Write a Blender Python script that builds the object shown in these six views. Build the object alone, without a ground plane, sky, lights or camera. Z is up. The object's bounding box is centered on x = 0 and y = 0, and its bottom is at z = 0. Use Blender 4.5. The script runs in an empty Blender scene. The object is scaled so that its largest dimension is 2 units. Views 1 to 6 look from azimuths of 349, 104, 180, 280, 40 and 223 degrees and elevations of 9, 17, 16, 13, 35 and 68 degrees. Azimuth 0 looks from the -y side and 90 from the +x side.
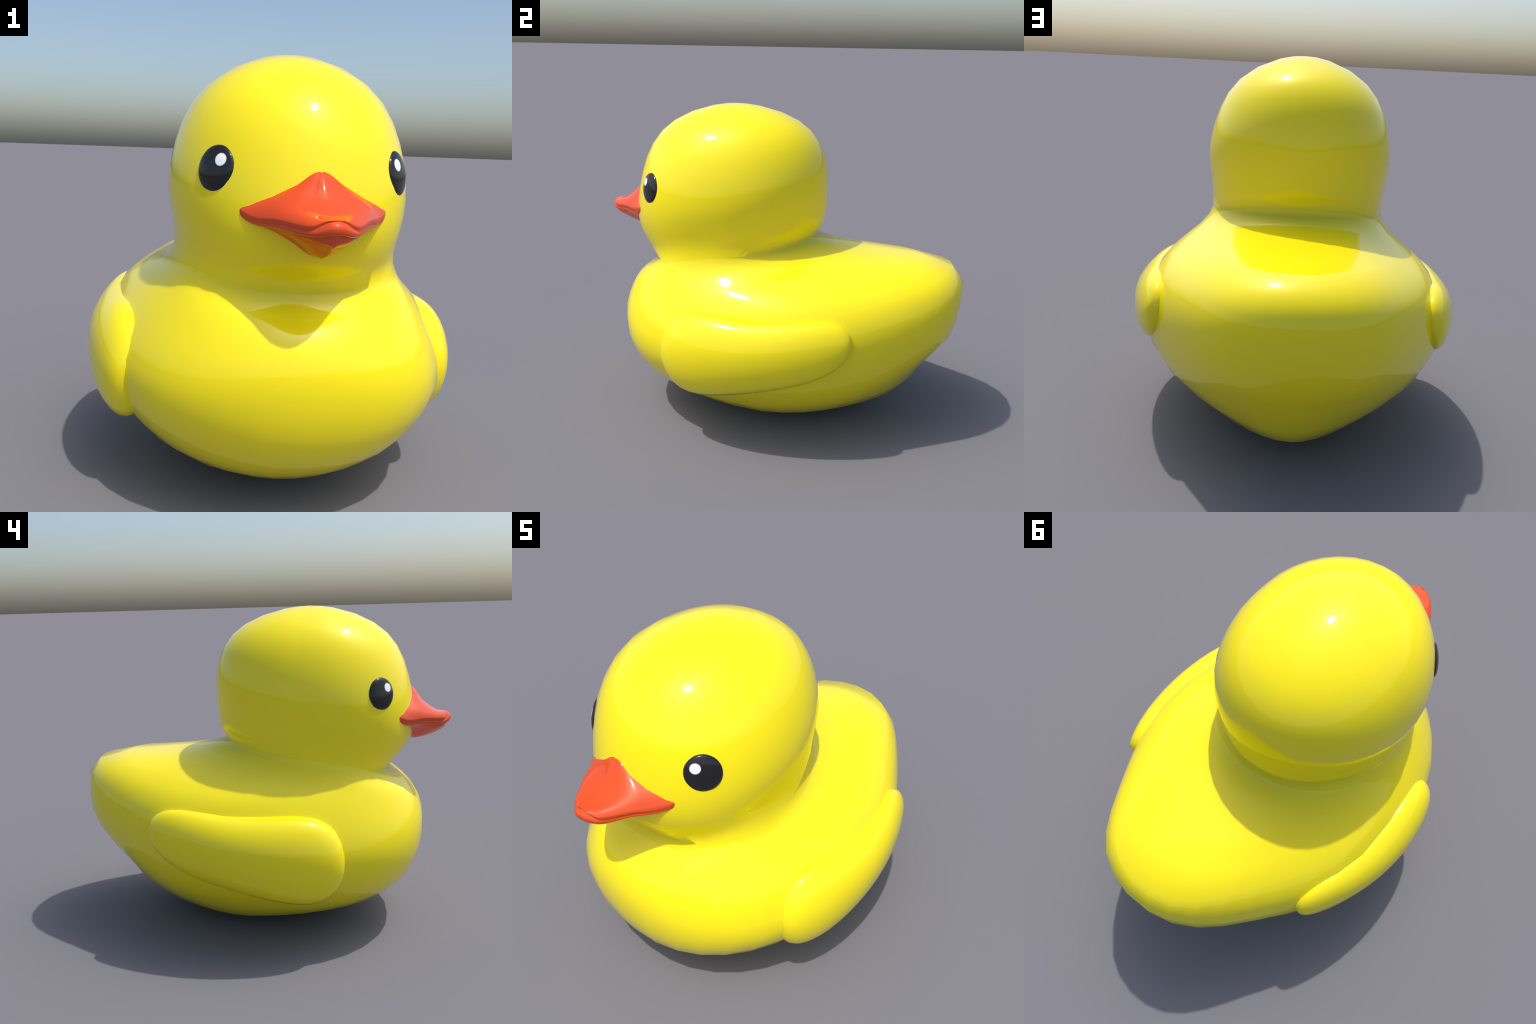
"""Glossy yellow bath duck: one smooth lofted body (head, torso, tail regions),
two pillow wings, two domed eyes, and an orange bill of an upper and a lower half."""
import bpy, math
import numpy as np

SEG = 36          # facets round the body, as coarse as the original's outline
PER = 2           # rings between two control sections
NECK = 8          # index of the control section in the neck fold

# ---------------------------------------------------------------- body sections
# each closed section: y of front, of widest point, of back; half width;
# z at front, at the sides, at the back; squareness exponent of front and back half;
# pinch of the flank behind the wing and flare of the tail
SECTIONS = np.array([
    [-0.054, -0.054, -0.054, 0.000, 0.000, 0.000, 0.000, 1.00, 1.00, 0.00, 0.00],
    [-0.496, 0.040, 0.362, 0.233, 0.073, 0.024, 0.020, 0.95, 1.03, -0.05, -0.24],
    [-0.699, 0.018, 0.699, 0.455, 0.172, 0.119, 0.152, 0.88, 1.05, -0.21, -0.08],
    [-0.815, 0.005, 0.829, 0.625, 0.297, 0.289, 0.331, 0.87, 1.04, 0.07, -0.31],
    [-0.861, 0.079, 0.956, 0.717, 0.439, 0.476, 0.507, 0.86, 1.03, -0.50, 0.45],
    [-0.868, 0.120, 0.998, 0.664, 0.566, 0.665, 0.689, 0.83, 0.98, -0.48, 0.48],
    [-0.842, 0.028, 0.935, 0.583, 0.671, 0.782, 0.877, 0.87, 1.05, -0.47, 0.56],
    [-0.774, -0.168, 0.546, 0.477, 0.754, 0.851, 0.918, 0.80, 1.07, -0.23, 0.38],
    [-0.661, -0.276, 0.192, 0.428, 0.824, 0.933, 0.981, 0.79, 1.09, -0.03, 0.03],
    [-0.742, -0.249, 0.235, 0.426, 0.909, 0.993, 1.049, 0.87, 1.03, 0.00, 0.00],
    [-0.814, -0.302, 0.248, 0.445, 1.037, 1.096, 1.177, 0.99, 1.01, 0.00, 0.00],
    [-0.795, -0.303, 0.244, 0.453, 1.247, 1.216, 1.326, 1.01, 0.97, 0.00, 0.00],
    [-0.726, -0.295, 0.192, 0.411, 1.452, 1.394, 1.482, 1.03, 0.96, 0.00, 0.00],
    [-0.562, -0.274, 0.044, 0.282, 1.604, 1.579, 1.611, 1.03, 0.96, 0.00, 0.00],
    [-0.261, -0.261, -0.261, 0.000, 1.678, 1.678, 1.678, 1.00, 1.00, 0.00, 0.00],
])


def spline(Y, t):
    """Cubic spline through the rows of Y, read at parameters t."""
    n = len(Y)
    A = np.zeros((n, n)); b = np.zeros_like(Y)
    A[0, 0] = A[-1, -1] = 1
    A[0, 1] = A[-1, -2] = -1       # ends keep on curving
    for i in range(1, n - 1):
        A[i, i - 1] = A[i, i + 1] = 1
        A[i, i] = 4
        b[i] = 6 * (Y[i + 1] - 2 * Y[i] + Y[i - 1])
    M = np.linalg.solve(A, b)
    i = np.clip(np.floor(t).astype(int), 0, n - 2)
    f = (t - i)[:, None]
    return ((1 - f) * Y[i] + f * Y[i + 1] + ((1 - f) ** 3 - (1 - f)) * M[i] / 6
            + (f ** 3 - f) * M[i + 1] / 6)


def mirrored_past_pole(pole, q):
    m = q.copy()
    for c in (0, 2):
        m[c] = 2 * pole[c] - q[c]
    m[3] = -q[3]
    return m


def body_rings():
    S = SECTIONS
    X = np.vstack([mirrored_past_pole(S[0], S[2]), mirrored_past_pole(S[0], S[1]), S,
                   mirrored_past_pole(S[-1], S[-2]), mirrored_past_pole(S[-1], S[-3])])
    k, n = NECK + 2, len(S)
    t_low = np.r_[0, .28, np.linspace(.5, NECK, NECK * PER)]
    t_high = np.r_[np.linspace(1, n - 1 - NECK, 14)[:-1], n - 1.18 - NECK, n - 1 - NECK]   # first row wide: softens the fold
    th = np.arange(SEG) * 2 * np.pi / SEG
    c, s = np.cos(th), np.sin(th)
    # rings just under the fold sit lower on the breast than at the nape, so that the
    # last row of faces is wide in front and the fold there is soft
    drop = np.interp(t_low, [5, 6, 7, 7.5, 8], [0, .08, .2, .34, 0])
    by_angle = [spline(X[:k + 1], t_low + 2 - drop * max(0, cj) ** 1.5) for cj in c]
    table = [np.stack([col[r] for col in by_angle]) for r in range(len(t_low))]
    # and the first rows of the head sit higher at the nape
    rise = np.interp(t_high, [0, 1, 1.5, 2.2], [0, .2, .12, 0])
    by_angle = [spline(X[k:], t_high + rise * max(0, -cj)) for cj in c]
    table += [np.stack([col[r] for col in by_angle]) for r in range(len(t_high))]
    rings = []
    for q in table:
        yf, ym, yb, w, zf, zs, zb, ef, eb, pinch, flare = q.T
        e = np.where(c > 0, ef, eb)
        cc = np.sign(c) * np.abs(c) ** e
        x = np.abs(w) * np.sign(s) * np.abs(s) ** e * np.where(c < 0, 1 + pinch * c ** 2 + flare * c ** 4, 1)
        y = ym - cc * np.where(c > 0, ym - yf, yb - ym)
        z = zs + np.where(c > 0, zf - zs, zb - zs) * (0.5 * cc * cc + 0.5 * np.abs(cc))
        rings.append(np.stack([x, y, z], -1))
    return rings


# ---------------------------------------------------------------- mesh helpers
def ring_faces(nr, seg, first_pole, last_pole):
    """Faces of stacked rings; poles are single vertices before / after the rings."""
    F, o = [], 1 if first_pole else 0
    for r in range(nr - 1):
        for j in range(seg):
            k = (j + 1) % seg
            F.append((o + r * seg + j, o + r * seg + k, o + (r + 1) * seg + k, o + (r + 1) * seg + j))
    if first_pole:
        F += [(0, o + (j + 1) % seg, o + j) for j in range(seg)]
    if last_pole:
        top = o + nr * seg
        F += [(top, o + (nr - 1) * seg + j, o + (nr - 1) * seg + (j + 1) % seg) for j in range(seg)]
    return F


def make_object(name, V, F, mat, parent, fix=True, origin=None):
    V = np.asarray(V, float)
    o = np.zeros(3) if origin is None else np.asarray(origin, float)
    me = bpy.data.meshes.new(name)
    me.from_pydata([tuple(v) for v in V - o], [], F)
    me.update()
    if fix:
        import bmesh
        bm = bmesh.new(); bm.from_mesh(me)
        bmesh.ops.recalc_face_normals(bm, faces=bm.faces)
        bm.to_mesh(me); bm.free()
    me.polygons.foreach_set("use_smooth", [True] * len(me.polygons))
    me.materials.append(mat)
    ob = bpy.data.objects.new(name, me)
    ob.location = o
    bpy.context.scene.collection.objects.link(ob)
    ob.parent = parent
    return ob


# ---------------------------------------------------------------- materials
def principled(name):
    m = bpy.data.materials.new(name)
    m.use_nodes = True
    nt = m.node_tree
    return m, nt, nt.nodes["Principled BSDF"]


def plastic(name, colour, rough, vary=0.03):
    """Glossy vinyl: faint large-scale tint variation under a hard clear gloss."""
    m, nt, b = principled(name)
    co = nt.nodes.new("ShaderNodeTexCoord")
    noise = nt.nodes.new("ShaderNodeTexNoise")
    noise.inputs["Scale"].default_value = 2.2
    noise.inputs["Detail"].default_value = 1.0
    ramp = nt.nodes.new("ShaderNodeValToRGB")
    ramp.color_ramp.elements[0].position, ramp.color_ramp.elements[1].position = 0.3, 0.7
    ramp.color_ramp.elements[0].color = (*[c * (1 - vary) for c in colour], 1)
    ramp.color_ramp.elements[1].color = (*colour, 1)
    nt.links.new(co.outputs["Object"], noise.inputs["Vector"])
    nt.links.new(noise.outputs["Fac"], ramp.inputs["Fac"])
    nt.links.new(ramp.outputs["Color"], b.inputs["Base Color"])
    b.inputs["Roughness"].default_value = rough
    b.inputs["IOR"].default_value = 1.5
    return m


YELLOW = plastic("yellow_vinyl", (1.0, 0.83, 0.008), 0.085)
ORANGE = plastic("orange_vinyl", (0.74, 0.078, 0.010), 0.07)


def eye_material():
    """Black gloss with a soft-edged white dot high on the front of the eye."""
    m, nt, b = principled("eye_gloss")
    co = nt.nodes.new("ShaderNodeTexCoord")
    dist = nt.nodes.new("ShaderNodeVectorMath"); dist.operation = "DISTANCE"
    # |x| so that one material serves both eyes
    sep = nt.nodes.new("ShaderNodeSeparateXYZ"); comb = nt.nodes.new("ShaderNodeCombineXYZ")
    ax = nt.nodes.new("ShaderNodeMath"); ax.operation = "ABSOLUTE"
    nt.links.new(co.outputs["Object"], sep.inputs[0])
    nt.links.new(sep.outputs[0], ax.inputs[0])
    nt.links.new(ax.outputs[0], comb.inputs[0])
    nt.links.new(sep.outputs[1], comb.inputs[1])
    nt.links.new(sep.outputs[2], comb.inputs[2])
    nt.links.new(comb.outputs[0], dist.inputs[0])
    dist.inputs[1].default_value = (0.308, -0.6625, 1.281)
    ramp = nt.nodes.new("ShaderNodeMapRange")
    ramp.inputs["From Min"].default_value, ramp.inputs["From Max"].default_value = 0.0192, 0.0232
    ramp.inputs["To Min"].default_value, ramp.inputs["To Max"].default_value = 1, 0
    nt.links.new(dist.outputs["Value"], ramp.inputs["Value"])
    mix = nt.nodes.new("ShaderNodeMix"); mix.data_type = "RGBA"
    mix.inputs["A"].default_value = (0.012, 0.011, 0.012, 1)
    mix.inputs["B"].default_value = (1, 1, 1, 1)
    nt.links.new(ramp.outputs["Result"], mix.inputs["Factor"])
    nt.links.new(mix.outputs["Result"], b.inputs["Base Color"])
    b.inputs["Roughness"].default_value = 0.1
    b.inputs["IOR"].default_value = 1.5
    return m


EYE = eye_material()

# ---------------------------------------------------------------- the duck
duck = bpy.data.objects.new("rubber_duck", None)
bpy.context.scene.collection.objects.link(duck)
duck["label"] = "glossy yellow toy duck with orange bill and black eyes"
duck["category"] = "rubber duck"


def build_body():
    rings = body_rings()
    inner = rings[1:-1]
    V = np.vstack([rings[0].mean(0), *inner, rings[-1].mean(0)])
    V[0, 0] = V[-1, 0] = 0
    V[:, 2] -= V[:, 2].min()
    F = ring_faces(len(inner), SEG, True, True)
    whole = make_object("whole_body", V, F, YELLOW, None)
    me = whole.data
    me.update()
    normals = [tuple(v.normal) for v in me.vertices]
    polys = [tuple(p.vertices) for p in me.polygons]
    neck_first = 1 + NECK * PER * SEG        # first vertex of the neck fold ring

    def region(f):
        if min(f) >= neck_first and max(f) > neck_first + SEG - 1:
            return "head"
        c = V[list(f)].mean(0)
        return "tail" if c[1] > 0.72 and c[2] > 0.42 else "torso"

    parts = {}
    for f in polys:
        parts.setdefault(region(f), []).append(f)
    for name, faces in parts.items():
        used = sorted({i for f in faces for i in f})
        at = {v: k for k, v in enumerate(used)}
        ob = make_object(name, V[used], [tuple(at[i] for i in f) for f in faces], YELLOW, duck, fix=False)
        ob.data.normals_split_custom_set_from_vertices([normals[i] for i in used])
    bpy.data.objects.remove(whole)


# ---------------------------------------------------------------- wings
# a puffed paddle: stations along y, each with its own height above and below a sloping
# axis and its own thickness, bent to hug the flank
WING_MID = (.011, .484, .550, -.068)            # y centre, half length, axis height, axis slope
WING_UP = (.160, .057, .138, .016)              # polynomials in the cosine along the length,
WING_DOWN = (.217, .059, .104, .024)            # +1 at the breast end, -1 at the tail end
WING_THICK = (.112, .030, -.016)


def build_wing(side):
    nu, nv = 22, 24
    yc, half, za, zb = WING_MID
    v = np.arange(nv) * 2 * np.pi / nv
    sv, cv = np.sin(v), np.cos(v)

    def poly(k, c):
        return sum(a * c ** i for i, a in enumerate(k))

    def middle(dy, dz):
        return .650 + .017 * dy - .085 * dz - .269 * dy * dy - .228 * dz * dz - .040 * dy * dz

    rings = []
    for u in np.linspace(0, np.pi, nu + 1)[1:-1]:
        c, s = math.cos(u), math.sin(u)
        dy, axis = -half * c, za + zb * c
        z = axis + np.where(sv > 0, poly(WING_UP, c), poly(WING_DOWN, c)) * s * sv
        x = middle(dy, z - za) + s ** .5 * poly(WING_THICK, c) * cv
        rings.append(np.stack([x, np.full(nv, yc + dy), z], -1))
    ends = [np.array([[middle(-half * c, zb * c), yc - half * c, za + zb * c]]) for c in (1, -1)]
    V = np.vstack([ends[0], *rings, ends[1]]) * (side, 1, 1)
    make_object("wing", V, ring_faces(len(rings), nv, True, True), YELLOW, duck)


# ---------------------------------------------------------------- eyes
def build_eye(side):
    c = np.array([.3193, -.6328, 1.2512])
    a, b, d, yaw, pitch, roll = .0761, .080, .021, .8495, .1559, .3183
    n = np.array([math.cos(pitch) * math.sin(yaw), -math.cos(pitch) * math.cos(yaw), math.sin(pitch)])
    h = np.array([math.cos(yaw), math.sin(yaw), 0])
    v = np.cross(h, n); v *= np.sign(v[2])
    h, v = math.cos(roll) * h + math.sin(roll) * v, math.cos(roll) * v - math.sin(roll) * h
    seg, rings = 32, []
    ph = np.arange(seg) * 2 * np.pi / seg
    for lat in np.linspace(0, math.pi / 2, 11)[1:]:
        rings.append(c + math.cos(lat) * d * n + math.sin(lat) *
                     (a * np.cos(ph)[:, None] * h + b * np.sin(ph)[:, None] * v))
    rings.append(rings[-1] - 0.03 * n)          # rim runs on into the head
    V = np.vstack([[c + d * n], *rings]) * (side, 1, 1)
    make_object("eye", V, ring_faces(len(rings), seg, True, False), EYE, duck)


# ---------------------------------------------------------------- bill
# rim in plan, from the tip to the corner and on into the head: x, y, z of the
# groove above the lip, z of the lip's lower edge
RIM = np.array([
    [.000, -1.001, 1.118, 1.073],
    [.014, -1.000, 1.117, 1.073],
    [.030, -.995, 1.111, 1.071],
    [.046, -.986, 1.102, 1.066],
    [.062, -.976, 1.091, 1.064],
    [.078, -.962, 1.083, 1.063],
    [.098, -.937, 1.082, 1.063],
    [.120, -.908, 1.086, 1.066],
    [.145, -.874, 1.090, 1.073],
    [.170, -.840, 1.091, 1.075],
    [.198, -.800, 1.087, 1.074],
    [.222, -.768, 1.093, 1.078],
    [.243, -.744, 1.106, 1.084],
    [.254, -.722, 1.115, 1.092],
    [.256, -.700, 1.117, 1.094],
    [.242, -.670, 1.117, 1.094],
])
ROOT_TOP = np.array([0, -.790])
# height above the groove: ridge line ahead of the root, and across the face
RIDGE = np.array([[0, 1.256], [.08, 1.245], [.18, 1.219], [.26, 1.188], [.38, 1.164], [.5, 1.146],
                  [.68, 1.125], [.8, 1.120], [.92, 1.120], [1, 1.118]])
FACE = np.array([[0, 1.256], [.08, 1.254], [.17, 1.245], [.38, 1.213], [.55, 1.191], [.7, 1.172],
                 [.86, 1.155], [.94, 1.148], [1, 1.135]])
KEEL = np.array([[0, .975], [.2, .978], [.45, .990], [.65, 1.003], [.82, 1.017], [.95, 1.036], [1, 1.062]])
JAW = np.array([[0, .975], [.25, .997], [.5, 1.035], [.7, 1.062], [.9, 1.082], [1, 1.09]])


def curve(tab, r):
    return float(np.interp(r, tab[:, 0], tab[:, 1]))


def smooth_curve(tab, n=200):
    """Resample a profile with a light moving average so that it has no corners."""
    t = np.linspace(0, 1, n)
    z = np.interp(t, tab[:, 0], tab[:, 1])
    k = 9
    zz = np.convolve(np.pad(z, k, mode="reflect", reflect_type="odd"), np.ones(2 * k + 1) / (2 * k + 1), "valid")
    return np.stack([t, zz], -1)


def build_bill():
    bill = bpy.data.objects.new("bill", None)
    bpy.context.scene.collection.objects.link(bill)
    bill.parent = duck
    d = np.r_[0, np.cumsum(np.hypot(*np.diff(RIM[:, :2], axis=0).T))]
    half = np.r_[np.linspace(0, d[5], 9)[:-1], np.linspace(d[5], d[-1], 17)]
    n_s = np.interp(half, d, np.arange(len(d)))
    # spline with the tip mirrored so the two halves meet smoothly
    mir = RIM[1:4][::-1] * (-1, 1, 1, 1)
    R = spline(np.vstack([mir, RIM]), n_s + 3)
    right = R
    left = R[1:][::-1] * (-1, 1, 1, 1)
    rim = np.vstack([left, right])                 # corner .. tip .. corner
    m = len(rim)
    ridge, face, keel, jaw = (smooth_curve(t) for t in (RIDGE, FACE, KEEL, JAW))

    def side_weight(p):
        """0 straight ahead along the ridge, 1 across the face of the head."""
        a = math.atan2(abs(p[0]), max(1e-6, ROOT_TOP[1] - p[1]))
        return min(1, a / (math.pi / 2)) if p[1] < ROOT_TOP[1] else 1.0

    def nail(p):
        """1 at the tip, fading to 0 where the groove meets the flat rim."""
        return max(0, 1 - (abs(p[0]) / .080) ** 2)

    def top(p, r):
        w = side_weight(p)
        w = w * w * (3 - 2 * w)
        # ridge line ahead and profile across the face, both as a share of the root height
        u = ((1 - w) * (curve(ridge, r) - 1.118) / (1.256 - 1.118)
             + w * (curve(face, r) - 1.118) / (1.256 - 1.118))
        return 1.118 + (1.256 - 1.118) * u

    ROLL = .60                                      # the plate's edge rolls over beyond this
    root = np.array([ROOT_TOP[0], ROOT_TOP[1]])
    cen = np.array([0, -.72])

    def inset(p, k):
        v = p[:2] - cen
        return p[:2] - v / np.linalg.norm(v) * k

    def edge(p):
        """Outermost line of the plate: height, and how far it stays inside the nail."""
        n = nail(p)
        return min(p[2] + .012 * (1 - n) + .003 * n, top(p, 1.0) - .002), .0015 + .0135 * n

    rings = []
    for r in (0.05, .13, .22, .31, .4, .5, ROLL):
        rings.append([(*(root + r * (p[:2] - root)), top(p, r)) for p in rim])
    for t in (.2, .38, .54, .67, .78, .86, .92, .965, .99, 1.0):   # the edge rolls over, tighter and tighter
        ring = []
        for p in rim:
            ze, k = edge(p)
            q6 = root + ROLL * (p[:2] - root)
            q = q6 + t * (inset(p, k) - q6)
            r = ROLL + (1 - ROLL) * t
            ring.append((*q, ze + max(.003, top(p, r) - ze) * (1 - t ** 3) ** .55))
        rings.append(ring)

    # soft groove under the plate, rounded lip, underside
    def level(k, kn, f, dz=0):
        # at the mouth corners the groove fades out
        fade = [1 - .8 * min(1, max(0, (abs(p[0]) - .215) / .03)) for p in rim]
        return [(*inset(p, k * d + (1 - d) * .018 * max(0, f) ** 2 + kn * nail(p)), p[2] + (p[3] - p[2]) * f + dz * (1 - nail(p))) for p, d in zip(rim, fade)]

    for k, kn, f, dz in ((.0050, .0145, .00, .004), (.0072, .0100, .06, .001), (.0068, .0010, .20, 0),
                         (.0052, -.0050, .40, 0), (.0058, -.0058, .60, 0), (.0085, -.0075, .82, 0),
                         (.0130, -.0080, .98, 0), (.0200, -.0050, 1.03, 0), (.0450, 0, 1.0, 0)):
        rings.append(level(k, kn, f, dz))
    V, F = open_strip(rings)
    make_object("upper_bill", V, F, ORANGE, bill)

    # lower half: an upturned scoop hung under the lip
    rootb = np.array([0, -.800])
    rings = []
    for r in (0.05, .15, .27, .4, .52, .64, .74, .83, .9, .96, 1.0):
        ring = []
        for p in rim:
            e = inset(p, .013)
            q = rootb + r * (e - rootb)
            w = min(1, math.atan2(abs(p[0]), max(1e-6, rootb[1] - p[1])) / (math.pi / 2)) if p[1] < rootb[1] else 1.0
            w = w ** .6
            uf = (curve(keel, r) - .975) / (1.062 - .975)
            ug = (curve(jaw, r) - .975) / (1.09 - .975)
            ring.append((q[0], q[1], .975 + (p[3] + .004 - .975) * ((1 - w) * uf + w * ug)))
        rings.append(ring)
    V, F = open_strip(rings)
    make_object("lower_bill", V, F, ORANGE, bill)


def open_strip(rings):
    """Closed rings (the back edge lies inside the head) with a fan at each end."""
    A = [np.array(r) for r in rings]
    seg = len(A[0])
    V = np.vstack([A[0].mean(0), *A, A[-1].mean(0)])
    return V, ring_faces(len(A), seg, True, True)


build_body()
for s in (1, -1):
    build_wing(s)
    build_eye(s)
build_bill()
